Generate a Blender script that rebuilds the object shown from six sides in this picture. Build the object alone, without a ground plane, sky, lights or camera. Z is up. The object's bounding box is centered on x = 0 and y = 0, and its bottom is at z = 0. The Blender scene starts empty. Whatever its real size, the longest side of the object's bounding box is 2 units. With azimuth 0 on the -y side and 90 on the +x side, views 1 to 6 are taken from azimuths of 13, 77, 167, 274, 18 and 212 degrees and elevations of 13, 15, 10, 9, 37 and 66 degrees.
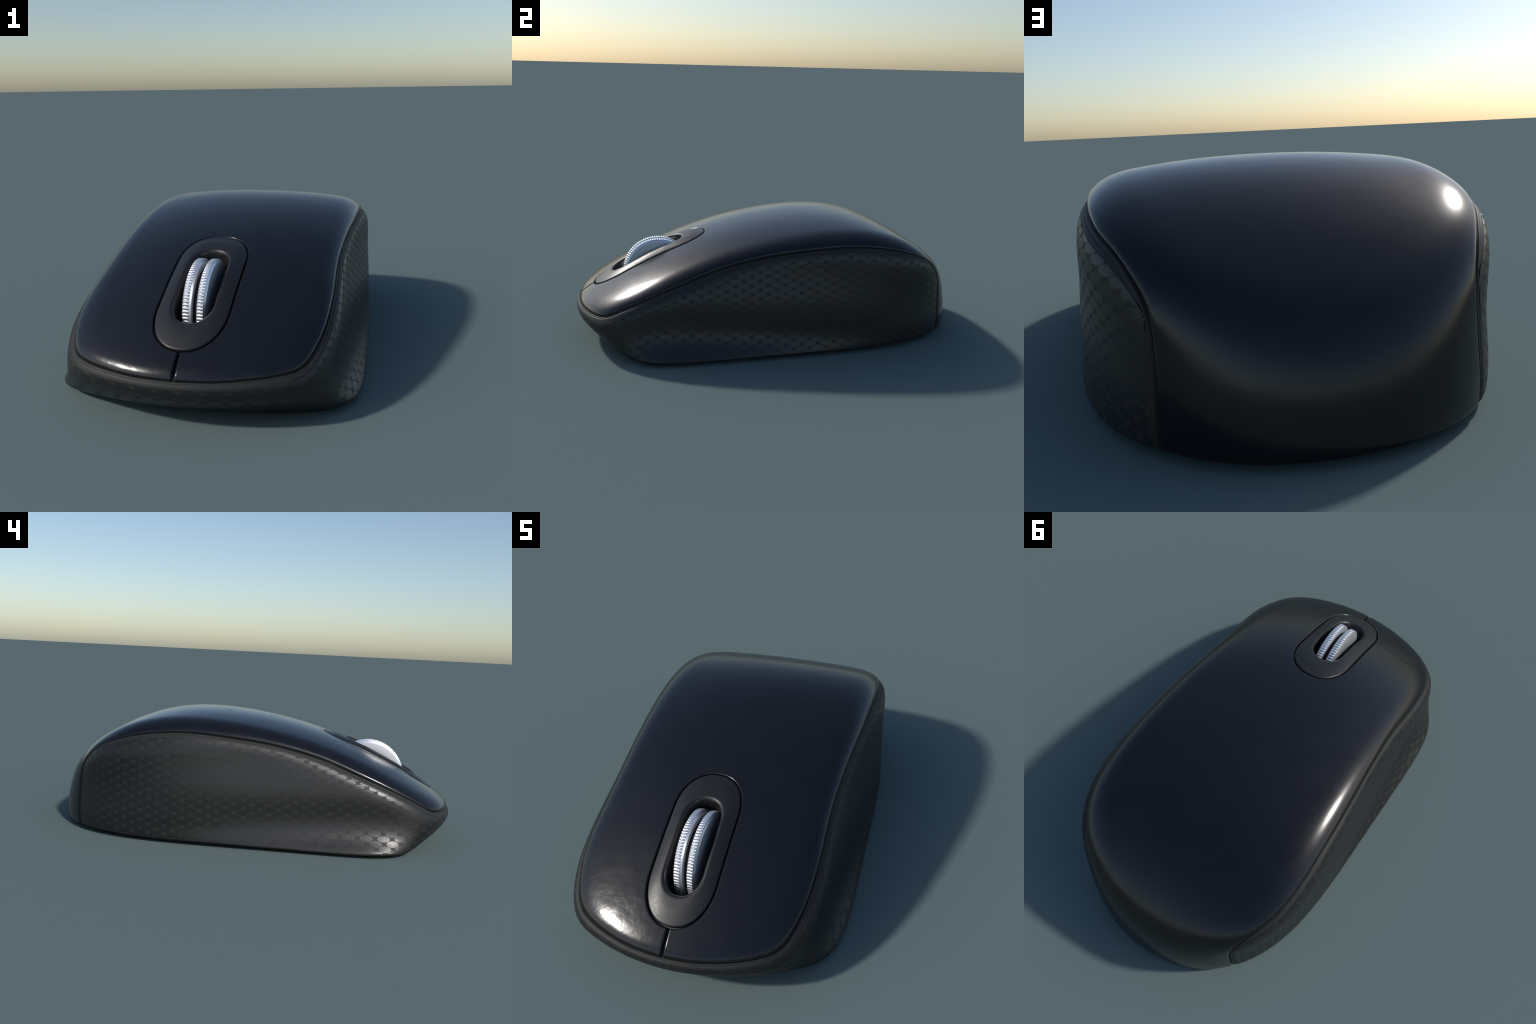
"""A wireless desktop pointing device: glossy black one-piece top shell, textured
wrap-around rubber grip with oval dots, oval wheel surround and a twin-rim metal wheel.
The body is one smooth implicit solid (crowned top, waisted side walls, arched nose),
and every part is a patch of that solid bounded by the seam curves."""
import bmesh
import bpy, math
import numpy as np
from mathutils import Matrix, Vector

# ------------------------------------------------------------------ body solid
TOP = [0.1624, 0.2981, 0.4083, 0.4938, 0.5541, 0.5925, 0.6119, 0.6043, 0.5477, 0.4057, 0.1658]   # ridge height, nose to tail
CROWN = [0.0873, 0.0772, 0.0641, 0.0493, 0.0297, 0.0099]      # sideways fall-off
CROWN_POW = 2.227
PLAN_N, PLAN_M, PLAN_Y, PLAN_A, PLAN_B = 2.1, 3.504, -0.0509, 0.5741, 1.0457  # plan superellipse
# side lean: rows nose..tail, columns floor..top
INSET = [[-0.0276, 0.0695, 0.1014, 0.0886, 0.1026, 0.1214, 0.1347, 0.1329],
         [-0.0258, 0.0628, 0.0852, 0.0769, 0.0928, 0.1119, 0.1198, 0.1201],
         [-0.0161, 0.0572, 0.0681, 0.0645, 0.0824, 0.1024, 0.104, 0.1079],
         [0.0031, 0.0507, 0.0508, 0.051, 0.0694, 0.0889, 0.0853, 0.0975],
         [0.0197, 0.0373, 0.0347, 0.0375, 0.0502, 0.0605, 0.0592, 0.0888],
         [0.0231, 0.0175, 0.0227, 0.027, 0.0216, 0.01, 0.0229, 0.0788],
         [0.0238, 0.0027, 0.021, 0.0227, -0.0133, -0.052, -0.0189, 0.0669]]
NOSE = [0.8094, 0.8962, 0.9678, 1.011, 1.0301, 1.0301, 1.0184, 1.0018, 0.9824]   # nose reach by height
NOSE_ARC = [0.3057, 0.7507, 0.783, 0.6842]   # nose curvature in plan
EDGE_R = [0.0325, 0.0345, 0.0417, 0.0489]     # shoulder rounding, nose to tail
CORNER_R = [0.0438, 0.0638, 0.0718]


def ext(v):
    return np.concatenate([[2 * v[0] - v[1]], v, [2 * v[-1] - v[-2]]])


def weights(u, n):
    u = np.clip(u, 0, n - 1 - 1e-9)
    i = np.floor(u).astype(int)
    t = u - i
    return i, ((1 - t) ** 3 / 6, (3 * t ** 3 - 6 * t * t + 4) / 6,
               (-3 * t ** 3 + 3 * t * t + 3 * t + 1) / 6, t ** 3 / 6)


def spline(vals, u):
    p = ext(np.asarray(vals, float))
    i, w = weights(u, len(vals))
    return sum(w[k] * p[i + k] for k in range(4))


def spline2(grid, u, v):
    g = np.asarray(grid, float)
    p = ext(ext(g).T).T
    i, a = weights(u, g.shape[0])
    j, b = weights(v, g.shape[1])
    return sum(a[k] * b[l] * p[i + k, j + l] for k in range(4) for l in range(4))


def smax(a, b, r):
    h = np.maximum(r - np.abs(a - b), 0) / r
    return np.maximum(a, b) + h * h * h * r / 6


def body(P):
    """Signed, distance-like value of the mouse solid (negative inside)."""
    X, Y, Z = P[..., 0], P[..., 1], P[..., 2]
    x = np.sqrt(X * X + 1e-8)
    e = 1e-3
    top = lambda y: spline(TOP, (y + 1.05) / 2.1 * (len(TOP) - 1))
    slope = (top(Y + e) - top(Y - e)) / (2 * e)
    f_top = (Z - top(Y) + spline(CROWN, (Y + 1) / 2 * (len(CROWN) - 1)) * (x / .5) ** CROWN_POW) / np.sqrt(1 + slope ** 2)
    ins = spline2(INSET, (Y + .95) / 1.9 * (len(INSET) - 1), np.clip(Z, 0, .6) / .6 * (len(INSET[0]) - 1))

    def plan(x, y):
        t = np.maximum(y - PLAN_Y, 0) / PLAN_B
        return (x / (PLAN_A - ins)) ** PLAN_N + t ** PLAN_M
    g = plan(x, Y)
    gx = (plan(x + e, Y) - g) / e
    gy = (plan(x, Y + e) - g) / e
    f_side = (g - 1) / np.sqrt(gx ** 2 + gy ** 2 + .2)
    z4 = lambda z: np.clip(z, 0, .4) / .4
    e2 = .005
    c = spline(NOSE_ARC, z4(Z) * (len(NOSE_ARC) - 1))
    nz = (spline(NOSE, z4(Z + e2) * (len(NOSE) - 1)) - spline(NOSE, z4(Z - e2) * (len(NOSE) - 1))) / (2 * e2)
    f_nose = (-Y - spline(NOSE, z4(Z) * (len(NOSE) - 1)) + c * x * x) / np.sqrt(1 + nz ** 2 + (2 * c * np.minimum(x, .6)) ** 2)
    f = smax(f_side, f_nose, np.maximum(spline(CORNER_R, z4(Z) * (len(CORNER_R) - 1)) * 4, .02))
    f = smax(f, f_top, np.maximum(spline(EDGE_R, (Y + 1) * 1.5) * 4, .02))
    return smax(f, -Z, .06)


def normals(P):
    e = 2e-3
    g = np.stack([body(P + e * np.eye(3)[k]) - body(P - e * np.eye(3)[k]) for k in range(3)], -1)
    return g / np.maximum(np.linalg.norm(g, axis=-1, keepdims=True), 1e-9)


def cast(C, P, far=2.2):
    """First surface point on the rays from inside points C through P."""
    D = P - C
    D = D / np.linalg.norm(D, axis=-1, keepdims=True)
    lo = np.zeros(D.shape[:-1])
    hi = np.full(D.shape[:-1], far)
    for _ in range(34):
        mid = (lo + hi) / 2
        inside = body(C + D * mid[..., None]) < 0
        lo = np.where(inside, mid, lo)
        hi = np.where(inside, hi, mid)
    return C + D * lo[..., None]


def spine(P, z=.05):
    return np.stack([P[..., 0] * 0, P[..., 1] * .75, P[..., 1] * 0 + z], -1)


def settle(P):
    """Move points near the surface onto it along the gradient."""
    for _ in range(6):
        P = P - (body(P)[..., None]) * normals(P)
    return P


# ------------------------------------------------------------------ curves
def smooth_curve(ctrl, n=24):
    c = np.asarray(ctrl, float)
    c = np.vstack([2 * c[0] - c[1], c, 2 * c[-1] - c[-2]])
    t = np.linspace(0, 1, n, endpoint=False)[:, None]
    out = []
    for i in range(1, len(c) - 2):
        a, b, d, e = c[i - 1:i + 3]
        out.append(.5 * (2 * b + (d - a) * t + (2 * a - 5 * b + 4 * d - e) * t ** 2 + (3 * b - a - 3 * d + e) * t ** 3))
    return np.vstack(out + [c[-2:-1]])


def arc(P):
    return np.concatenate([[0], np.cumsum(np.linalg.norm(np.diff(P, axis=0), axis=1))])


def at(P, s):
    a = arc(P)
    return np.stack([np.interp(s, a, P[:, k]) for k in range(P.shape[1])], -1)


def even(P, n):
    return at(P, np.linspace(0, arc(P)[-1], n))


def mirror(P):
    return P * np.array([-1, 1, 1])


def distance(P, curve):
    """Distance from points to a polyline."""
    flat = P.reshape(-1, 3)
    out = np.empty(len(flat))
    A, B = curve[:-1], curve[1:]
    D = B - A
    L = np.maximum((D * D).sum(1), 1e-14)
    for i in range(0, len(flat), 4000):
        q = flat[i:i + 4000, None]
        t = np.clip(((q - A) * D).sum(-1) / L, 0, 1)
        out[i:i + 4000] = np.sqrt(((q - A - t[..., None] * D) ** 2).sum(-1).min(1))
    return out.reshape(P.shape[:-1])


SEAM_CTRL = [(0, -.99, .186), (.14, -.972, .185), (.265, -.932, .189), (.345, -.898, .197), (.388, -.873, .206),
             (.413, -.832, .22), (.432, -.765, .249), (.447, -.68, .286), (.456, -.524, .351), (.457, -.32, .43),
             (.465, -.102, .48), (.484, .093, .508), (.497, .298, .527), (.492, .47, .512), (.465, .63, .47),
             (.425, .725, .427), (.394, .79, .375), (.376, .822, .325), (.367, .834, .25), (.367, .838, .13),
             (.371, .838, .02)]
seam = even(settle(smooth_curve(SEAM_CTRL)), 420)          # right half, nose to tail foot

phi = np.linspace(0, 2 * math.pi, 1441)
guess = np.stack([.6 * np.sign(np.sin(phi)) * np.abs(np.sin(phi)) ** .8, -np.sign(np.cos(phi)) * np.abs(np.cos(phi)) ** .8,
                  phi * 0 + .018], -1)
foot = cast(spine(guess, .018), guess)                      # outline at the floor, closed, starts at the nose
foot_r = foot[:721]
k = int(np.argmin(np.linalg.norm(foot_r - seam[-1], axis=1)))
seam[-1] = foot_r[k]
foot_side, foot_tail = foot_r[:k + 1], np.vstack([foot_r[k:], mirror(foot_r[k:])[::-1][1:]])
seam_full = np.vstack([mirror(seam)[::-1], seam[1:]])       # left foot -> nose -> right foot

SLIT = .004
OVAL_W, OVAL_Y0, OVAL_Y1 = .132, -.906, -.335
SLOT_W, SLOT_Y0, SLOT_Y1 = .069, -.803, -.456


def stadium(w, y0, y1, end, power=2.2, n=400, start=0.):
    """Elongated oval in plan, anticlockwise from the front; ends are half superellipses of length `end`."""
    a = np.linspace(0, 2 * math.pi, n)
    x = w * np.sign(np.sin(a)) * np.abs(np.sin(a)) ** (2 / power)
    c = -np.sign(np.cos(a)) * np.abs(np.cos(a)) ** (2 / power)
    mid = np.where(c < 0, y0 + end, y1 - end)
    return even(np.stack([x, mid + c * end], -1), n)


def lift(xy):
    """Put plan points on the upper surface."""
    P = np.concatenate([xy, np.full(xy.shape[:-1] + (1,), .05)], -1)
    return cast(P, P + np.array([0, 0, 1.0]), .8)


# ------------------------------------------------------------------ mesh helpers
def grid_faces(n, m, closed=False):
    f = []
    for i in range(n if closed else n - 1):
        a, b = i * m, ((i + 1) % n) * m
        f += [(a + j, b + j, b + j + 1, a + j + 1) for j in range(m - 1)]
    return f


def add(name, verts, faces, mat, parent, flip=False):
    me = bpy.data.meshes.new(name)
    V = np.asarray(verts, float).reshape(-1, 3)
    me.from_pydata(V.tolist(), [], [tuple(reversed(f)) for f in faces] if flip else faces)
    me.polygons.foreach_set("use_smooth", [True] * len(me.polygons))
    me.materials.append(mat)
    me.update()
    ob = bpy.data.objects.new(name, me)
    bpy.context.scene.collection.objects.link(ob)
    ob.parent = parent
    return ob


EDGE_STEPS = np.array([0, .001, .0025, .004, .0052, .0065, .008, .0095, .011, .0125, .0145, .017, .021, .027, .035])


def roll(d, r):
    """Depth of a rounded rim of radius r at distance d from its edge."""
    q = np.clip(r - d, 0, r)
    return r - np.sqrt(np.maximum(r * r - q * q, 0))


def graded(length, n, first=True, last=True, steps=EDGE_STEPS):
    """Fractions 0..1 across a strip, crowded at the chosen rims."""
    e = steps * min(1, .45 * length / steps[-1]) / length
    lo = e if first else e[:1]
    hi = 1 - e[::-1] if last else np.array([1.])
    return np.concatenate([lo, np.linspace(lo[-1], hi[0], n + 2)[1:-1], hi])


def relaxed(A, B, u, rows=26, rounds=8, passes=160):
    """Grid between rim curves A and B, evened out by relaxation and kept on the body."""
    w = np.linspace(0, 1, rows)[None, :, None]
    P = A[:, None] * (1 - w) + B[:, None] * w
    h = np.diff(u)
    h0, h1 = h[:-1, None, None], h[1:, None, None]
    k = rows - 1.
    a0, a1 = 2 / (h0 * (h0 + h1)), 2 / (h1 * (h0 + h1))
    total = a0 + a1 + 2 * k * k
    for _ in range(rounds):
        for _ in range(passes):
            P[1:-1, 1:-1] = (a0 * P[:-2, 1:-1] + a1 * P[2:, 1:-1] + k * k * (P[1:-1, :-2] + P[1:-1, 2:])) / total
        P[1:-1, 1:-1] = cast(spine(P[1:-1, 1:-1]), P[1:-1, 1:-1])
    out = []
    for row in P:
        c = smooth_curve(row, 12)
        L = arc(c)[-1]
        out.append(at(c, graded(L, 80) * L))
    out = np.array(out)
    Q = cast(spine(out), out)
    Q[:, 0], Q[:, -1] = A, B
    return Q


DEEP = .03


def patch(P, S, Nrm, rims):
    """Vertices and faces of grid S, with its rims continued down into the gaps.
    rims: lists of (i, j) grid indices running along each free border."""
    n, m = S.shape[:2]
    verts, faces = [S.reshape(-1, 3)], grid_faces(n, m)
    count = n * m
    for ij in rims:
        i, j = np.array(ij).T
        verts.append(P[i, j] - Nrm[i, j] * DEEP)
        top = i * m + j
        faces += [(int(top[k]), int(top[k + 1]), count + k + 1, count + k) for k in range(len(top) - 1)]
        count += len(top)
    return np.vstack(verts), faces


def joined(patches):
    V, F, off = [], [], 0
    for v, f in patches:
        V.append(v)
        F += [tuple(i + off for i in q) for q in f]
        off += len(v)
    return np.vstack(V), F


def weld(ob, dist=2e-6):
    bm = bmesh.new()
    bm.from_mesh(ob.data)
    bmesh.ops.remove_doubles(bm, verts=bm.verts, dist=dist)
    bmesh.ops.recalc_face_normals(bm, faces=bm.faces)
    for f in bm.faces:
        f.smooth = True
    bm.to_mesh(ob.data)
    bm.free()


# ------------------------------------------------------------------ materials
def node_mat(name, base, rough, metallic=0., coat=0., spec=.5):
    m = bpy.data.materials.new(name)
    m.use_nodes = True
    nt = m.node_tree
    b = nt.nodes["Principled BSDF"]
    b.inputs["Base Color"].default_value = (*base, 1)
    b.inputs["Roughness"].default_value = rough
    b.inputs["Metallic"].default_value = metallic
    b.inputs["Coat Weight"].default_value = coat
    b.inputs["Specular IOR Level"].default_value = spec
    return m, nt, b


def grain(nt, b, scale, lo, hi, bump=0., dist=.001, colors=None):
    """Noise on object coordinates driving roughness, a slight bump and a slight tint."""
    N, L = nt.nodes, nt.links
    tc = N.new("ShaderNodeTexCoord")
    no = N.new("ShaderNodeTexNoise")
    no.inputs["Scale"].default_value = scale
    no.inputs["Detail"].default_value = 4
    L.new(tc.outputs["Object"], no.inputs["Vector"])
    mr = N.new("ShaderNodeMapRange")
    mr.inputs["From Min"].default_value, mr.inputs["From Max"].default_value = .3, .7
    mr.inputs["To Min"].default_value, mr.inputs["To Max"].default_value = lo, hi
    L.new(no.outputs["Fac"], mr.inputs["Value"])
    L.new(mr.outputs["Result"], b.inputs["Roughness"])
    if bump:
        bp = N.new("ShaderNodeBump")
        bp.inputs["Strength"].default_value = bump
        bp.inputs["Distance"].default_value = dist
        L.new(no.outputs["Fac"], bp.inputs["Height"])
        L.new(bp.outputs["Normal"], b.inputs["Normal"])
    if colors:
        cr = N.new("ShaderNodeValToRGB")
        cr.color_ramp.elements[0].position, cr.color_ramp.elements[1].position = .35, .65
        cr.color_ramp.elements[0].color, cr.color_ramp.elements[1].color = (*colors[0], 1), (*colors[1], 1)
        L.new(no.outputs["Fac"], cr.inputs["Fac"])
        L.new(cr.outputs["Color"], b.inputs["Base Color"])


gloss, nt, b = node_mat("gloss_black_plastic", (.0060, .0065, .0085), .2)
grain(nt, b, 9, .19, .23, colors=((.0056, .006, .008), (.0066, .007, .009)))
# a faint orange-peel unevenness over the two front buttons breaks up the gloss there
N, L = nt.nodes, nt.links
tc = N.new("ShaderNodeTexCoord")
sep = N.new("ShaderNodeSeparateXYZ")
L.new(tc.outputs["Object"], sep.inputs["Vector"])
mask = N.new("ShaderNodeMapRange")
for key, val in (("From Min", -.5), ("From Max", -.85), ("To Min", 0.), ("To Max", .26)):
    mask.inputs[key].default_value = val
L.new(sep.outputs["Y"], mask.inputs["Value"])
smudge = N.new("ShaderNodeTexNoise")
smudge.inputs["Scale"].default_value = 15
smudge.inputs["Detail"].default_value = 3
L.new(tc.outputs["Object"], smudge.inputs["Vector"])
bump = N.new("ShaderNodeBump")
bump.inputs["Distance"].default_value = .006
left = N.new("ShaderNodeMapRange")
left.inputs["From Min"].default_value, left.inputs["From Max"].default_value = .05, -.15
left.inputs["To Min"].default_value = .15
L.new(sep.outputs["X"], left.inputs["Value"])
both = N.new("ShaderNodeMath")
both.operation = "MULTIPLY"
L.new(mask.outputs["Result"], both.inputs[0])
L.new(left.outputs["Result"], both.inputs[1])
L.new(both.outputs["Value"], bump.inputs["Strength"])
L.new(smudge.outputs["Fac"], bump.inputs["Height"])
L.new(bump.outputs["Normal"], b.inputs["Normal"])
satin, nt, b = node_mat("satin_black_plastic", (.012, .012, .013), .4)
grain(nt, b, 60, .37, .43, .03, .001)
rubber, nt, b = node_mat("grip_rubber", (.024, .0235, .0225), .55, spec=.33)
grain(nt, b, 140, .52, .58, .05, .0006, ((.0225, .022, .021), (.0255, .025, .024)))
dots, nt, b = node_mat("grip_dot_rubber", (.011, .0115, .012), .36, spec=.57)
grain(nt, b, 170, .33, .39, .08, .0006, ((.0102, .0108, .0112), (.0124, .0128, .0132)))
dark, nt, b = node_mat("recess_black", (.006, .006, .006), .6)
grain(nt, b, 80, .55, .65)
metal, nt, b = node_mat("wheel_metal", (.82, .83, .86), .27, metallic=.8)
grain(nt, b, 40, .30, .34)

face_metal, nt, b = node_mat("wheel_face_metal", (.50, .52, .55), .45, metallic=.6)
grain(nt, b, 40, .43, .47)

# ------------------------------------------------------------------ the thing
mouse = bpy.data.objects.new("computer_mouse", None)
bpy.context.scene.collection.objects.link(mouse)
mouse["label"] = "glossy black wireless computer mouse with textured sides and silver wheel"
mouse["category"] = "computer mouse"

# top shell: slit ring from the oval out to the seam and, at the tail, down to the foot
oval_plan = stadium(OVAL_W, OVAL_Y0, OVAL_Y1, .165)
oval = lift(oval_plan)
lo = arc(oval)
start = np.interp(SLIT, oval[:100, 0], lo[:100])
oval_open = at(oval, np.linspace(start, lo[-1] - start, 700))
kc = int(np.argmin(np.abs(seam[:, 2] - .345) + (seam[:, 1] < .7)))          # middle of the rounded tail corner
corner = seam[kc]
cx = np.linspace(corner[0], -corner[0], 400)
bow = 1 - (cx / corner[0]) ** 2
cross = np.stack([cx, corner[1] + .085 * bow, corner[2] + .02 * bow], -1)     # line over the tail, corner to corner
cross = cast(spine(cross), cross)
cross[0], cross[-1] = corner, mirror(corner)
start = np.interp(SLIT, seam[:20, 0], arc(seam)[:20])
ls, lc = arc(seam[:kc + 1])[-1], arc(cross)[-1]
outer = np.vstack([seam[:kc + 1], cross[1:], mirror(seam[:kc + 1])[::-1][1:]])
side = np.concatenate([EDGE_STEPS, np.linspace(EDGE_STEPS[-1], ls - start, 170)[1:]])
tail_cols = graded(lc, 70) * lc
sB = np.concatenate([side, ls - start + tail_cols[1:], ls - start + lc + (ls - start - side[::-1])[1:]])
B = at(outer, sB + start)
LO, LB = arc(oval_open)[-1], sB[-1]
tt = np.linspace(0, 1, 4000)
t = np.interp(sB, LO * tt + (LB - LO) * (3 * tt * tt - 2 * tt ** 3), tt)
A = at(oval_open, t * LO)
ic0, ic1 = len(side) - 1, len(side) - 1 + len(tail_cols) - 1
B[ic0], B[ic1] = corner, mirror(corner)
P1 = relaxed(A, B, (t + sB / LB) * 5)
# tail wall below the cross line
rows = graded(.33, 40, False, True)
Tt = B[ic0:ic1 + 1]
cf = tail_cols / lc
Bb = at(foot_tail, cf * arc(foot_tail)[-1])
edge_tail = seam[kc:]
Ll = at(edge_tail, rows * arc(edge_tail)[-1])
Rr = mirror(Ll)


def coons(T, Bt, L, R, u, w):
    U, W = u[:, None, None], w[None, :, None]
    C = ((1 - W) * T[:, None] + W * Bt[:, None] + (1 - U) * L[None] + U * R[None]
         - (1 - U) * (1 - W) * T[0] - U * (1 - W) * T[-1] - (1 - U) * W * Bt[0] - U * W * Bt[-1])
    Q = cast(spine(C), C)
    Q[:, 0], Q[:, -1], Q[0], Q[-1] = T, Bt, L, R
    return Q


P2 = coons(Tt, Bb, Ll, Rr, cf, rows)
GAP = .004
slit_r, slit_l = P1[0].copy(), P1[-1].copy()


def shell_drop(P):
    d_seam = distance(P, seam_full[::2])
    lip = .018 + .022 * np.clip((-.72 - P[..., 1]) / .15, 0, 1)      # the rim turns down more softly at the nose
    q = np.clip(1 - (d_seam - GAP * .5) / lip, 0, 1)
    d_slit = np.minimum(distance(P, slit_r), distance(P, slit_l))
    drop = (.0095 * (1 - np.sqrt(1 - q * q)) + roll(distance(P, foot_tail[::4]), .012)
            + roll(distance(P, oval_open[::2]), .006) + roll(d_slit, .007))
    return np.minimum(drop, .02)[..., None]


def run(fixed, idx, along):
    return [(k, fixed) if along else (fixed, k) for k in idx]


N1, N2 = normals(P1), normals(P2)
n1, m1 = P1.shape[:2]
n2, m2 = P2.shape[:2]
V, F = joined([patch(P1, P1 - N1 * shell_drop(P1), N1,
                     [run(0, range(n1), True), run(0, range(m1), False), run(n1 - 1, range(m1), False),
                      run(m1 - 1, range(ic0 + 1), True), run(m1 - 1, range(ic1, n1), True)]),
               patch(P2, P2 - N2 * shell_drop(P2), N2,
                     [run(0, range(m2), False), run(n2 - 1, range(m2), False), run(m2 - 1, range(n2), True)])])
top_shell = add("top_shell", V, F, gloss, mouse)
weld(top_shell)

def grip_set(P, d):
    """Inward offset of the grip wall: a soft shoulder under the seam, and a fuller palm swell on the left."""
    swell = .008 * np.exp(-((P[..., 1] - .35) / .3) ** 2) * (P[..., 0] < 0) * np.clip(np.minimum(d - .01, P[..., 2] - .03) / .09, 0, 1)
    depth = np.interp(P[..., 1], [.1, .65], [.009, .003])
    return depth * np.clip(1 - d / .06, 0, 1) ** 2 - swell


# rubber grip: band between the seam and the floor outline, wrapping the nose
edge_top = seam[:kc + 1]
cu = graded(arc(edge_top)[-1], 190, False, True)
cv = graded(.35, 54)
Tt, Bb = at(edge_top, cu * arc(edge_top)[-1]), at(foot_side, cu * arc(foot_side)[-1])
Rr = at(edge_tail, cv * arc(edge_tail)[-1])
Ll = Tt[0] + (Bb[0] - Tt[0]) * cv[:, None]
Ll = cast(spine(Ll), Ll)
Ll[0], Ll[-1] = Tt[0], Bb[0]
Q = coons(Tt, Bb, Ll, Rr, cu, cv)
P = np.concatenate([mirror(Q)[::-1], Q[1:]], 0)
Nrm = normals(P)
d = distance(P, seam_full[::2])
bead = -.0020 * np.exp(-((d - .0105) / .0022) ** 2)                      # hairline under the rim
d_foot = distance(P, np.vstack([mirror(foot_side)[::-1], foot_side[1:]])[::3])
drop = roll(d - .001, .004) + roll(d_foot, .008) - bead + grip_set(P, d)
S = P - Nrm * drop[..., None]
n, m = S.shape[:2]
V, F = patch(P, S, Nrm, [run(0, range(n), True), run(m - 1, range(n), True), run(0, range(m), False), run(n - 1, range(m), False)])
grip = add("rubber_grip", V, F, rubber, mouse)
weld(grip)


# liners that close the gaps from below
def liner(curve, half, depth):
    Nn = normals(curve)
    T = np.gradient(curve, axis=0)
    T /= np.linalg.norm(T, axis=1, keepdims=True)
    W = np.cross(Nn, T)
    base = curve - Nn * depth
    return np.stack([base - W * half, base, base + W * half], 1)


parts, faces = [], []
slit_mid = lift(np.stack([np.zeros(20), np.linspace(OVAL_Y0 + .01, -.975, 20)], -1))
for curve in (seam_full[6:-6], oval[::3], slit_mid):
    L = liner(curve, .02, .016)
    off = sum(len(p) for p in parts)
    faces += [tuple(i + off for i in f) for f in grid_faces(len(L), 3)]
    parts.append(L.reshape(-1, 3))
add("gap_liner", np.vstack(parts), faces, satin, mouse)

# base plate, set back a little under the grip
ring = foot[:-1:3]
Nn = ring - spine(ring, .018)
Nn /= np.linalg.norm(Nn, axis=1, keepdims=True)
levels = [(.034, .024), (.012, .026), (.003, .034), (0., .044)]
R = np.stack([ring - Nn * inset + np.array([0, 0, z]) - np.array([0, 0, .018]) for z, inset in levels], 1)
faces = grid_faces(len(ring), 4, True) + [tuple(i * 4 + 3 for i in range(len(ring)))]
base = add("base_plate", R, faces, satin, mouse, flip=True)

# oval wheel surround with a rolled slot
oi = stadium(OVAL_W - .0045, OVAL_Y0 + .0045, OVAL_Y1 - .0045, .161, n=361)[:-1]
si = stadium(SLOT_W, SLOT_Y0, SLOT_Y1, .085, power=2.3, n=361)[:-1]
fr = np.concatenate([EDGE_STEPS[:12] / .09, np.linspace(.2, .6, 12), [.66, .72, .78, .83, .875, .91, .94, .965, .985, 1.]])
plan = oi[:, None] + (si - oi)[:, None] * fr[None, :, None]
P = lift(plan)
Nrm = normals(P)
d_out = distance(P, np.vstack([P[:, 0], P[:1, 0]]))
d_in = distance(P, np.vstack([P[:, -1], P[:1, -1]]))
swell = np.interp(P[..., 1], [-.90, -.78, -.62, -.55, -.40, -.34], [.005, .012, .018, .018, .009, .001])      # proud pillow, sinking to flush at the back
q = 1 - np.clip(d_out / .070, 0, 1)
h = .001 + swell * (1 - q * q) - roll(d_out, .006) - roll(d_in, .016)
S = P + Nrm * h[..., None]
n, m = S.shape[:2]
full = np.zeros((n, m + 2, 3))
full[:, 1:-1] = S
full[:, 0] = P[:, 0] - Nrm[:, 0] * DEEP
full[:, -1] = P[:, -1] - Nrm[:, -1] * .045
surround = add("wheel_surround", full, grid_faces(n, m + 2, True), satin, mouse)

# well under the slot
rim = P[:, -1] - Nrm[:, -1] * .04
inward = np.array([0, .42, -.907])
well = np.stack([rim, rim + inward * .09, rim + inward * .2], 1)
faces = grid_faces(len(rim), 3, True) + [tuple(i * 3 + 2 for i in range(len(rim)))]
add("wheel_well", well, faces, dark, surround)

# twin-rim wheel
WC, WR, RIBS = np.array([0, -.577, .302]), .179, 92


def turned(name, profile, mat, parent, ribbed=(), n_ang=RIBS * 10, x0=0.):
    """Lathe about the x axis; profile is (x, radius) pairs, ribbed profile rows carry the knurling."""
    a = np.linspace(0, 2 * math.pi, n_ang, endpoint=False)
    wave = np.abs(np.cos(a * RIBS / 2)) ** .8 * 2 - 1                  # rounded tops, narrow valleys
    rows = []
    for i, (x, r) in enumerate(profile):
        rr = r + (.0016 * wave if i in ribbed else 0 * a)
        rows.append(np.stack([0 * a + x + x0, np.cos(a) * rr, np.sin(a) * rr], -1))
    V = np.stack(rows, 1) + WC
    m = len(profile)
    f = grid_faces(n_ang, m, True)
    f += [tuple(i * m for i in range(n_ang)), tuple(i * m + m - 1 for i in reversed(range(n_ang)))]
    return add(name, V, f, mat, parent)


hub = turned("scroll_wheel", [(-.052, .03), (-.052, .032), (-.01, .032), (-.01, .145), (.01, .145), (.01, .032), (.052, .032), (.052, .03)],
             dark, mouse, n_ang=96)
half = .0168
edge = [(half, WR - .0130), (half - .0006, WR - .0118), (half - .0046, WR - .0052), (half - .0056, WR - .0036), (half - .0064, WR - .0016)]
prof = [(-half, .10)] + [(-x, r) for x, r in edge] + edge[::-1] + [(half, .10)]
for side in (-1, 1):
    o = turned("wheel_rim", prof, metal, hub, ribbed=(5, 6), x0=side * .0258)
    o.data.materials.append(face_metal)
    for p in o.data.polygons:
        if abs(abs(p.center.x - side * .0258) - half) < 2e-4:
            p.material_index = 1
    mod = o.modifiers.new("crisp", 'EDGE_SPLIT')
    mod.split_angle = math.radians(55)

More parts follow.
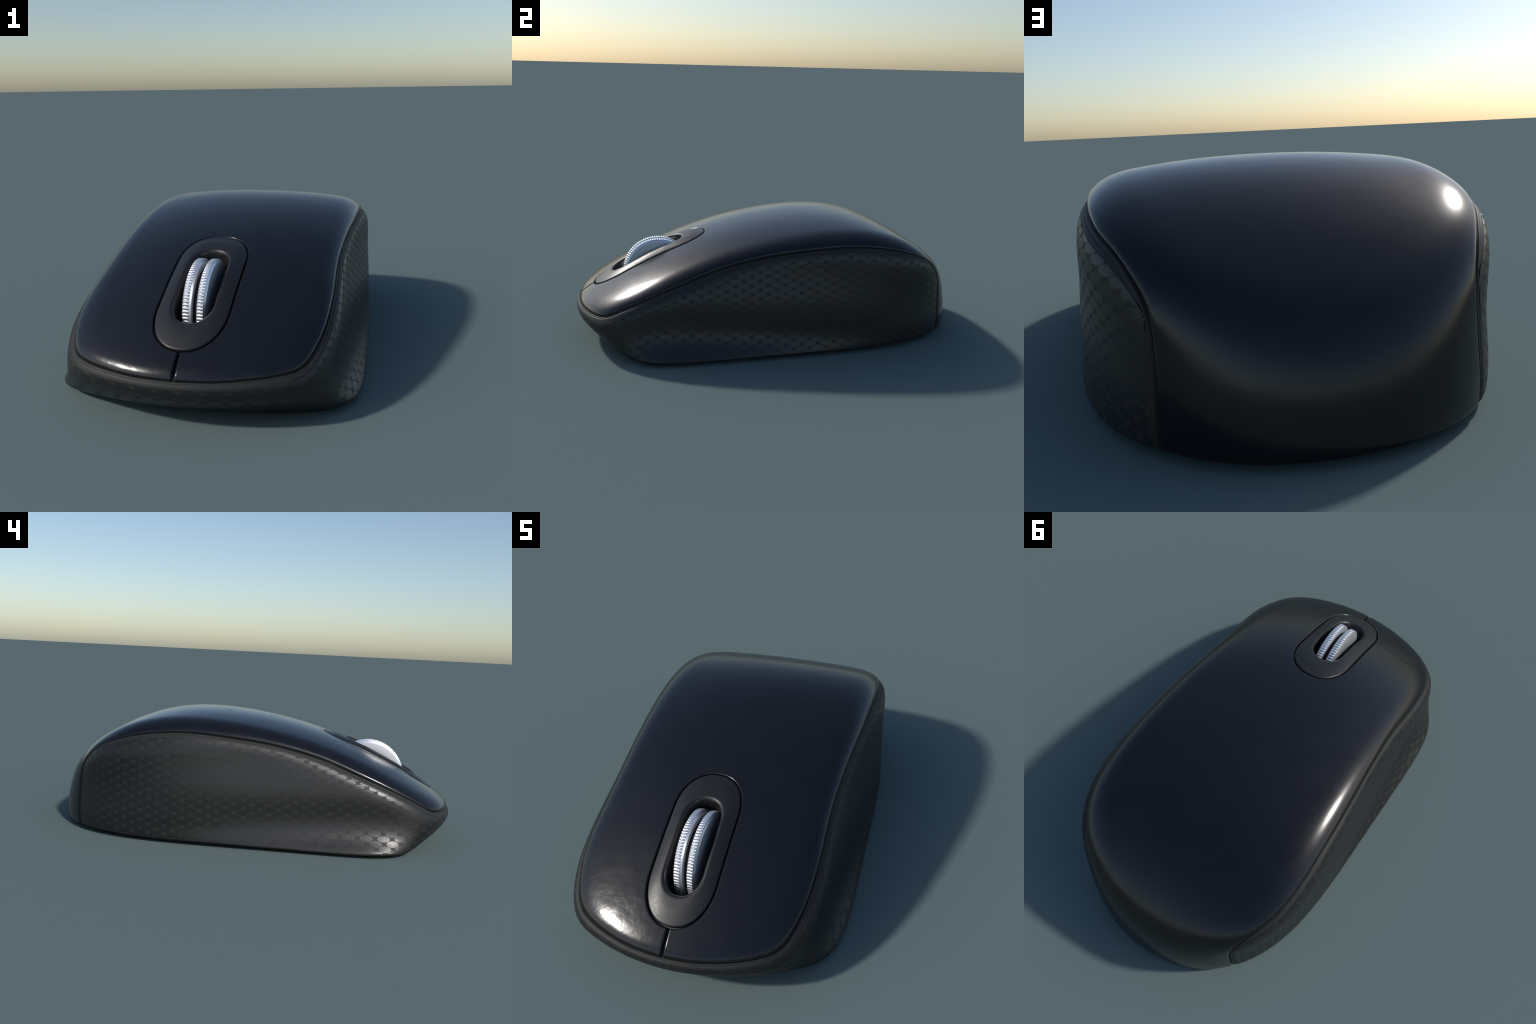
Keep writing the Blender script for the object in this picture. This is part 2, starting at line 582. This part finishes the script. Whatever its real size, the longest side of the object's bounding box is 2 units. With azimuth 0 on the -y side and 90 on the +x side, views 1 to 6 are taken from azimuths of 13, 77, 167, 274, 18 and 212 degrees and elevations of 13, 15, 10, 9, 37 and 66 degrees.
# ------------------------------------------------------------------ oval grip dots
PITCH_S, PITCH_Z, AS, AZ = .0402, .0206, .0298, .0134
mid_guess = guess.copy()
mid_guess[:, 2] = .15
belt = cast(spine(mid_guess, .15), mid_guess)[:721]          # right half, nose to tail
bs = arc(belt)


def on_side(s, z):
    G = np.stack([np.interp(np.abs(s), bs, belt[:, k]) for k in range(2)] + [z], -1)
    G[..., 0] *= np.sign(s + 1e-12)
    C = spine(G)
    C[..., 2] = z
    return cast(C, G)


near = np.argmin(((seam[:, None, :2] - belt[None, :, :2]) ** 2).sum(-1), 1)
seam_s = np.maximum.accumulate(bs[near])
s_end = seam_s[-1]
keep = seam_s < s_end - .012
lim_s = np.append(seam_s[keep], s_end)
lim_z = np.append(seam[keep, 2], .3)
MARGIN = .023
outlines = []
ring_a = np.linspace(0, 2 * math.pi, 24, endpoint=False)
ncol = int(s_end / PITCH_S) + 1
for i in range(-ncol - 1, ncol + 1):
    s0 = (i + .5) * PITCH_S
    for j in range(0, 14):
        z0 = .0033 + 2 * j * PITCH_Z + (PITCH_Z if i % 2 else 0)
        so, zo = s0 + AS * np.cos(ring_a), z0 + AZ * np.sin(ring_a)
        so = np.clip(so, -(s_end - .020), s_end - .020)
        zo = np.clip(np.minimum(zo, np.interp(np.abs(so), lim_s, lim_z) - MARGIN), .027, None)
        if np.ptp(zo) < .007 or np.ptp(so) < .02:             # nothing left after trimming at the rim
            continue
        outlines.append(np.stack([so, zo], -1))
outlines = np.array(outlines)
mid = outlines.mean(1, keepdims=True)
rings = [mid] + [mid + (outlines - mid) * r for r in (.6, .93, .975, 1.)]
sz = np.concatenate(rings, 1)
s, z = sz[..., 0], sz[..., 1]
rise = np.concatenate([[.0008], np.repeat([.0008, .0008, .0006, -.0002], 24)])
tri = [(0, 1 + i, 1 + (i + 1) % 24) for i in range(24)]
for ringi in range(3):
    a0 = 1 + ringi * 24
    tri += [(a0 + i, a0 + 24 + i, a0 + 24 + (i + 1) % 24, a0 + (i + 1) % 24) for i in range(24)]
Q = on_side(s, z)
Nq = normals(Q)
d = distance(Q, seam_full[::2])
Q = Q - Nq * grip_set(Q, d)[..., None]


def patch_normals(V, faces):
    """Vertex normals of a stack of identical small patches."""
    out = np.zeros_like(V)
    for f in faces:
        g = np.cross(V[:, f[1]] - V[:, f[0]], V[:, f[2]] - V[:, f[0]])
        for v in f:
            out[:, v] += g
    return out / np.maximum(np.linalg.norm(out, axis=-1, keepdims=True), 1e-12)


# moulded nearly flush: raised a hair, shaded mostly like the wall they sit in
flush = patch_normals(Q, tri)
if (flush * Nq).sum() < 0:
    flush, tri = -flush, [tuple(reversed(f)) for f in tri]
Q = Q + flush * rise[None, :, None]
soft = flush * .85 + patch_normals(Q, tri) * .15
soft /= np.linalg.norm(soft, axis=-1, keepdims=True)
eyes = np.array([(.715, -2.944, 1.08), (3.565, -.826, 1.347), (.405, 2.245, .673), (-3.672, -.26, .903), (.871, -2.361, 2.183), (-.771, 1.131, 3.195)])
view = eyes[:, None] - Q[None, :, 0]
dist = np.linalg.norm(view, axis=-1)
area = np.ptp(s, axis=1) * np.ptp(z, axis=1)
shown = (np.maximum((view * Nq[None, :, 0]).sum(-1) / dist, 0) / dist ** 2).max(0) * area
order = np.argsort(-shown, kind="stable")
for kk in order[:300]:
    dot = add("grip_dot", Q[kk], tri, dots, grip)
    dot.data.normals_split_custom_set_from_vertices(soft[kk].tolist())
rest = order[300:]
if len(rest):
    faces = [tuple(v + i * Q.shape[1] for v in f) for i in range(len(rest)) for f in tri]
    ob = add("grip_dot_field", Q[rest], faces, dots, grip)
    ob.data.normals_split_custom_set_from_vertices(soft[rest].reshape(-1, 3).tolist())
    ob["kind"] = "stuff"
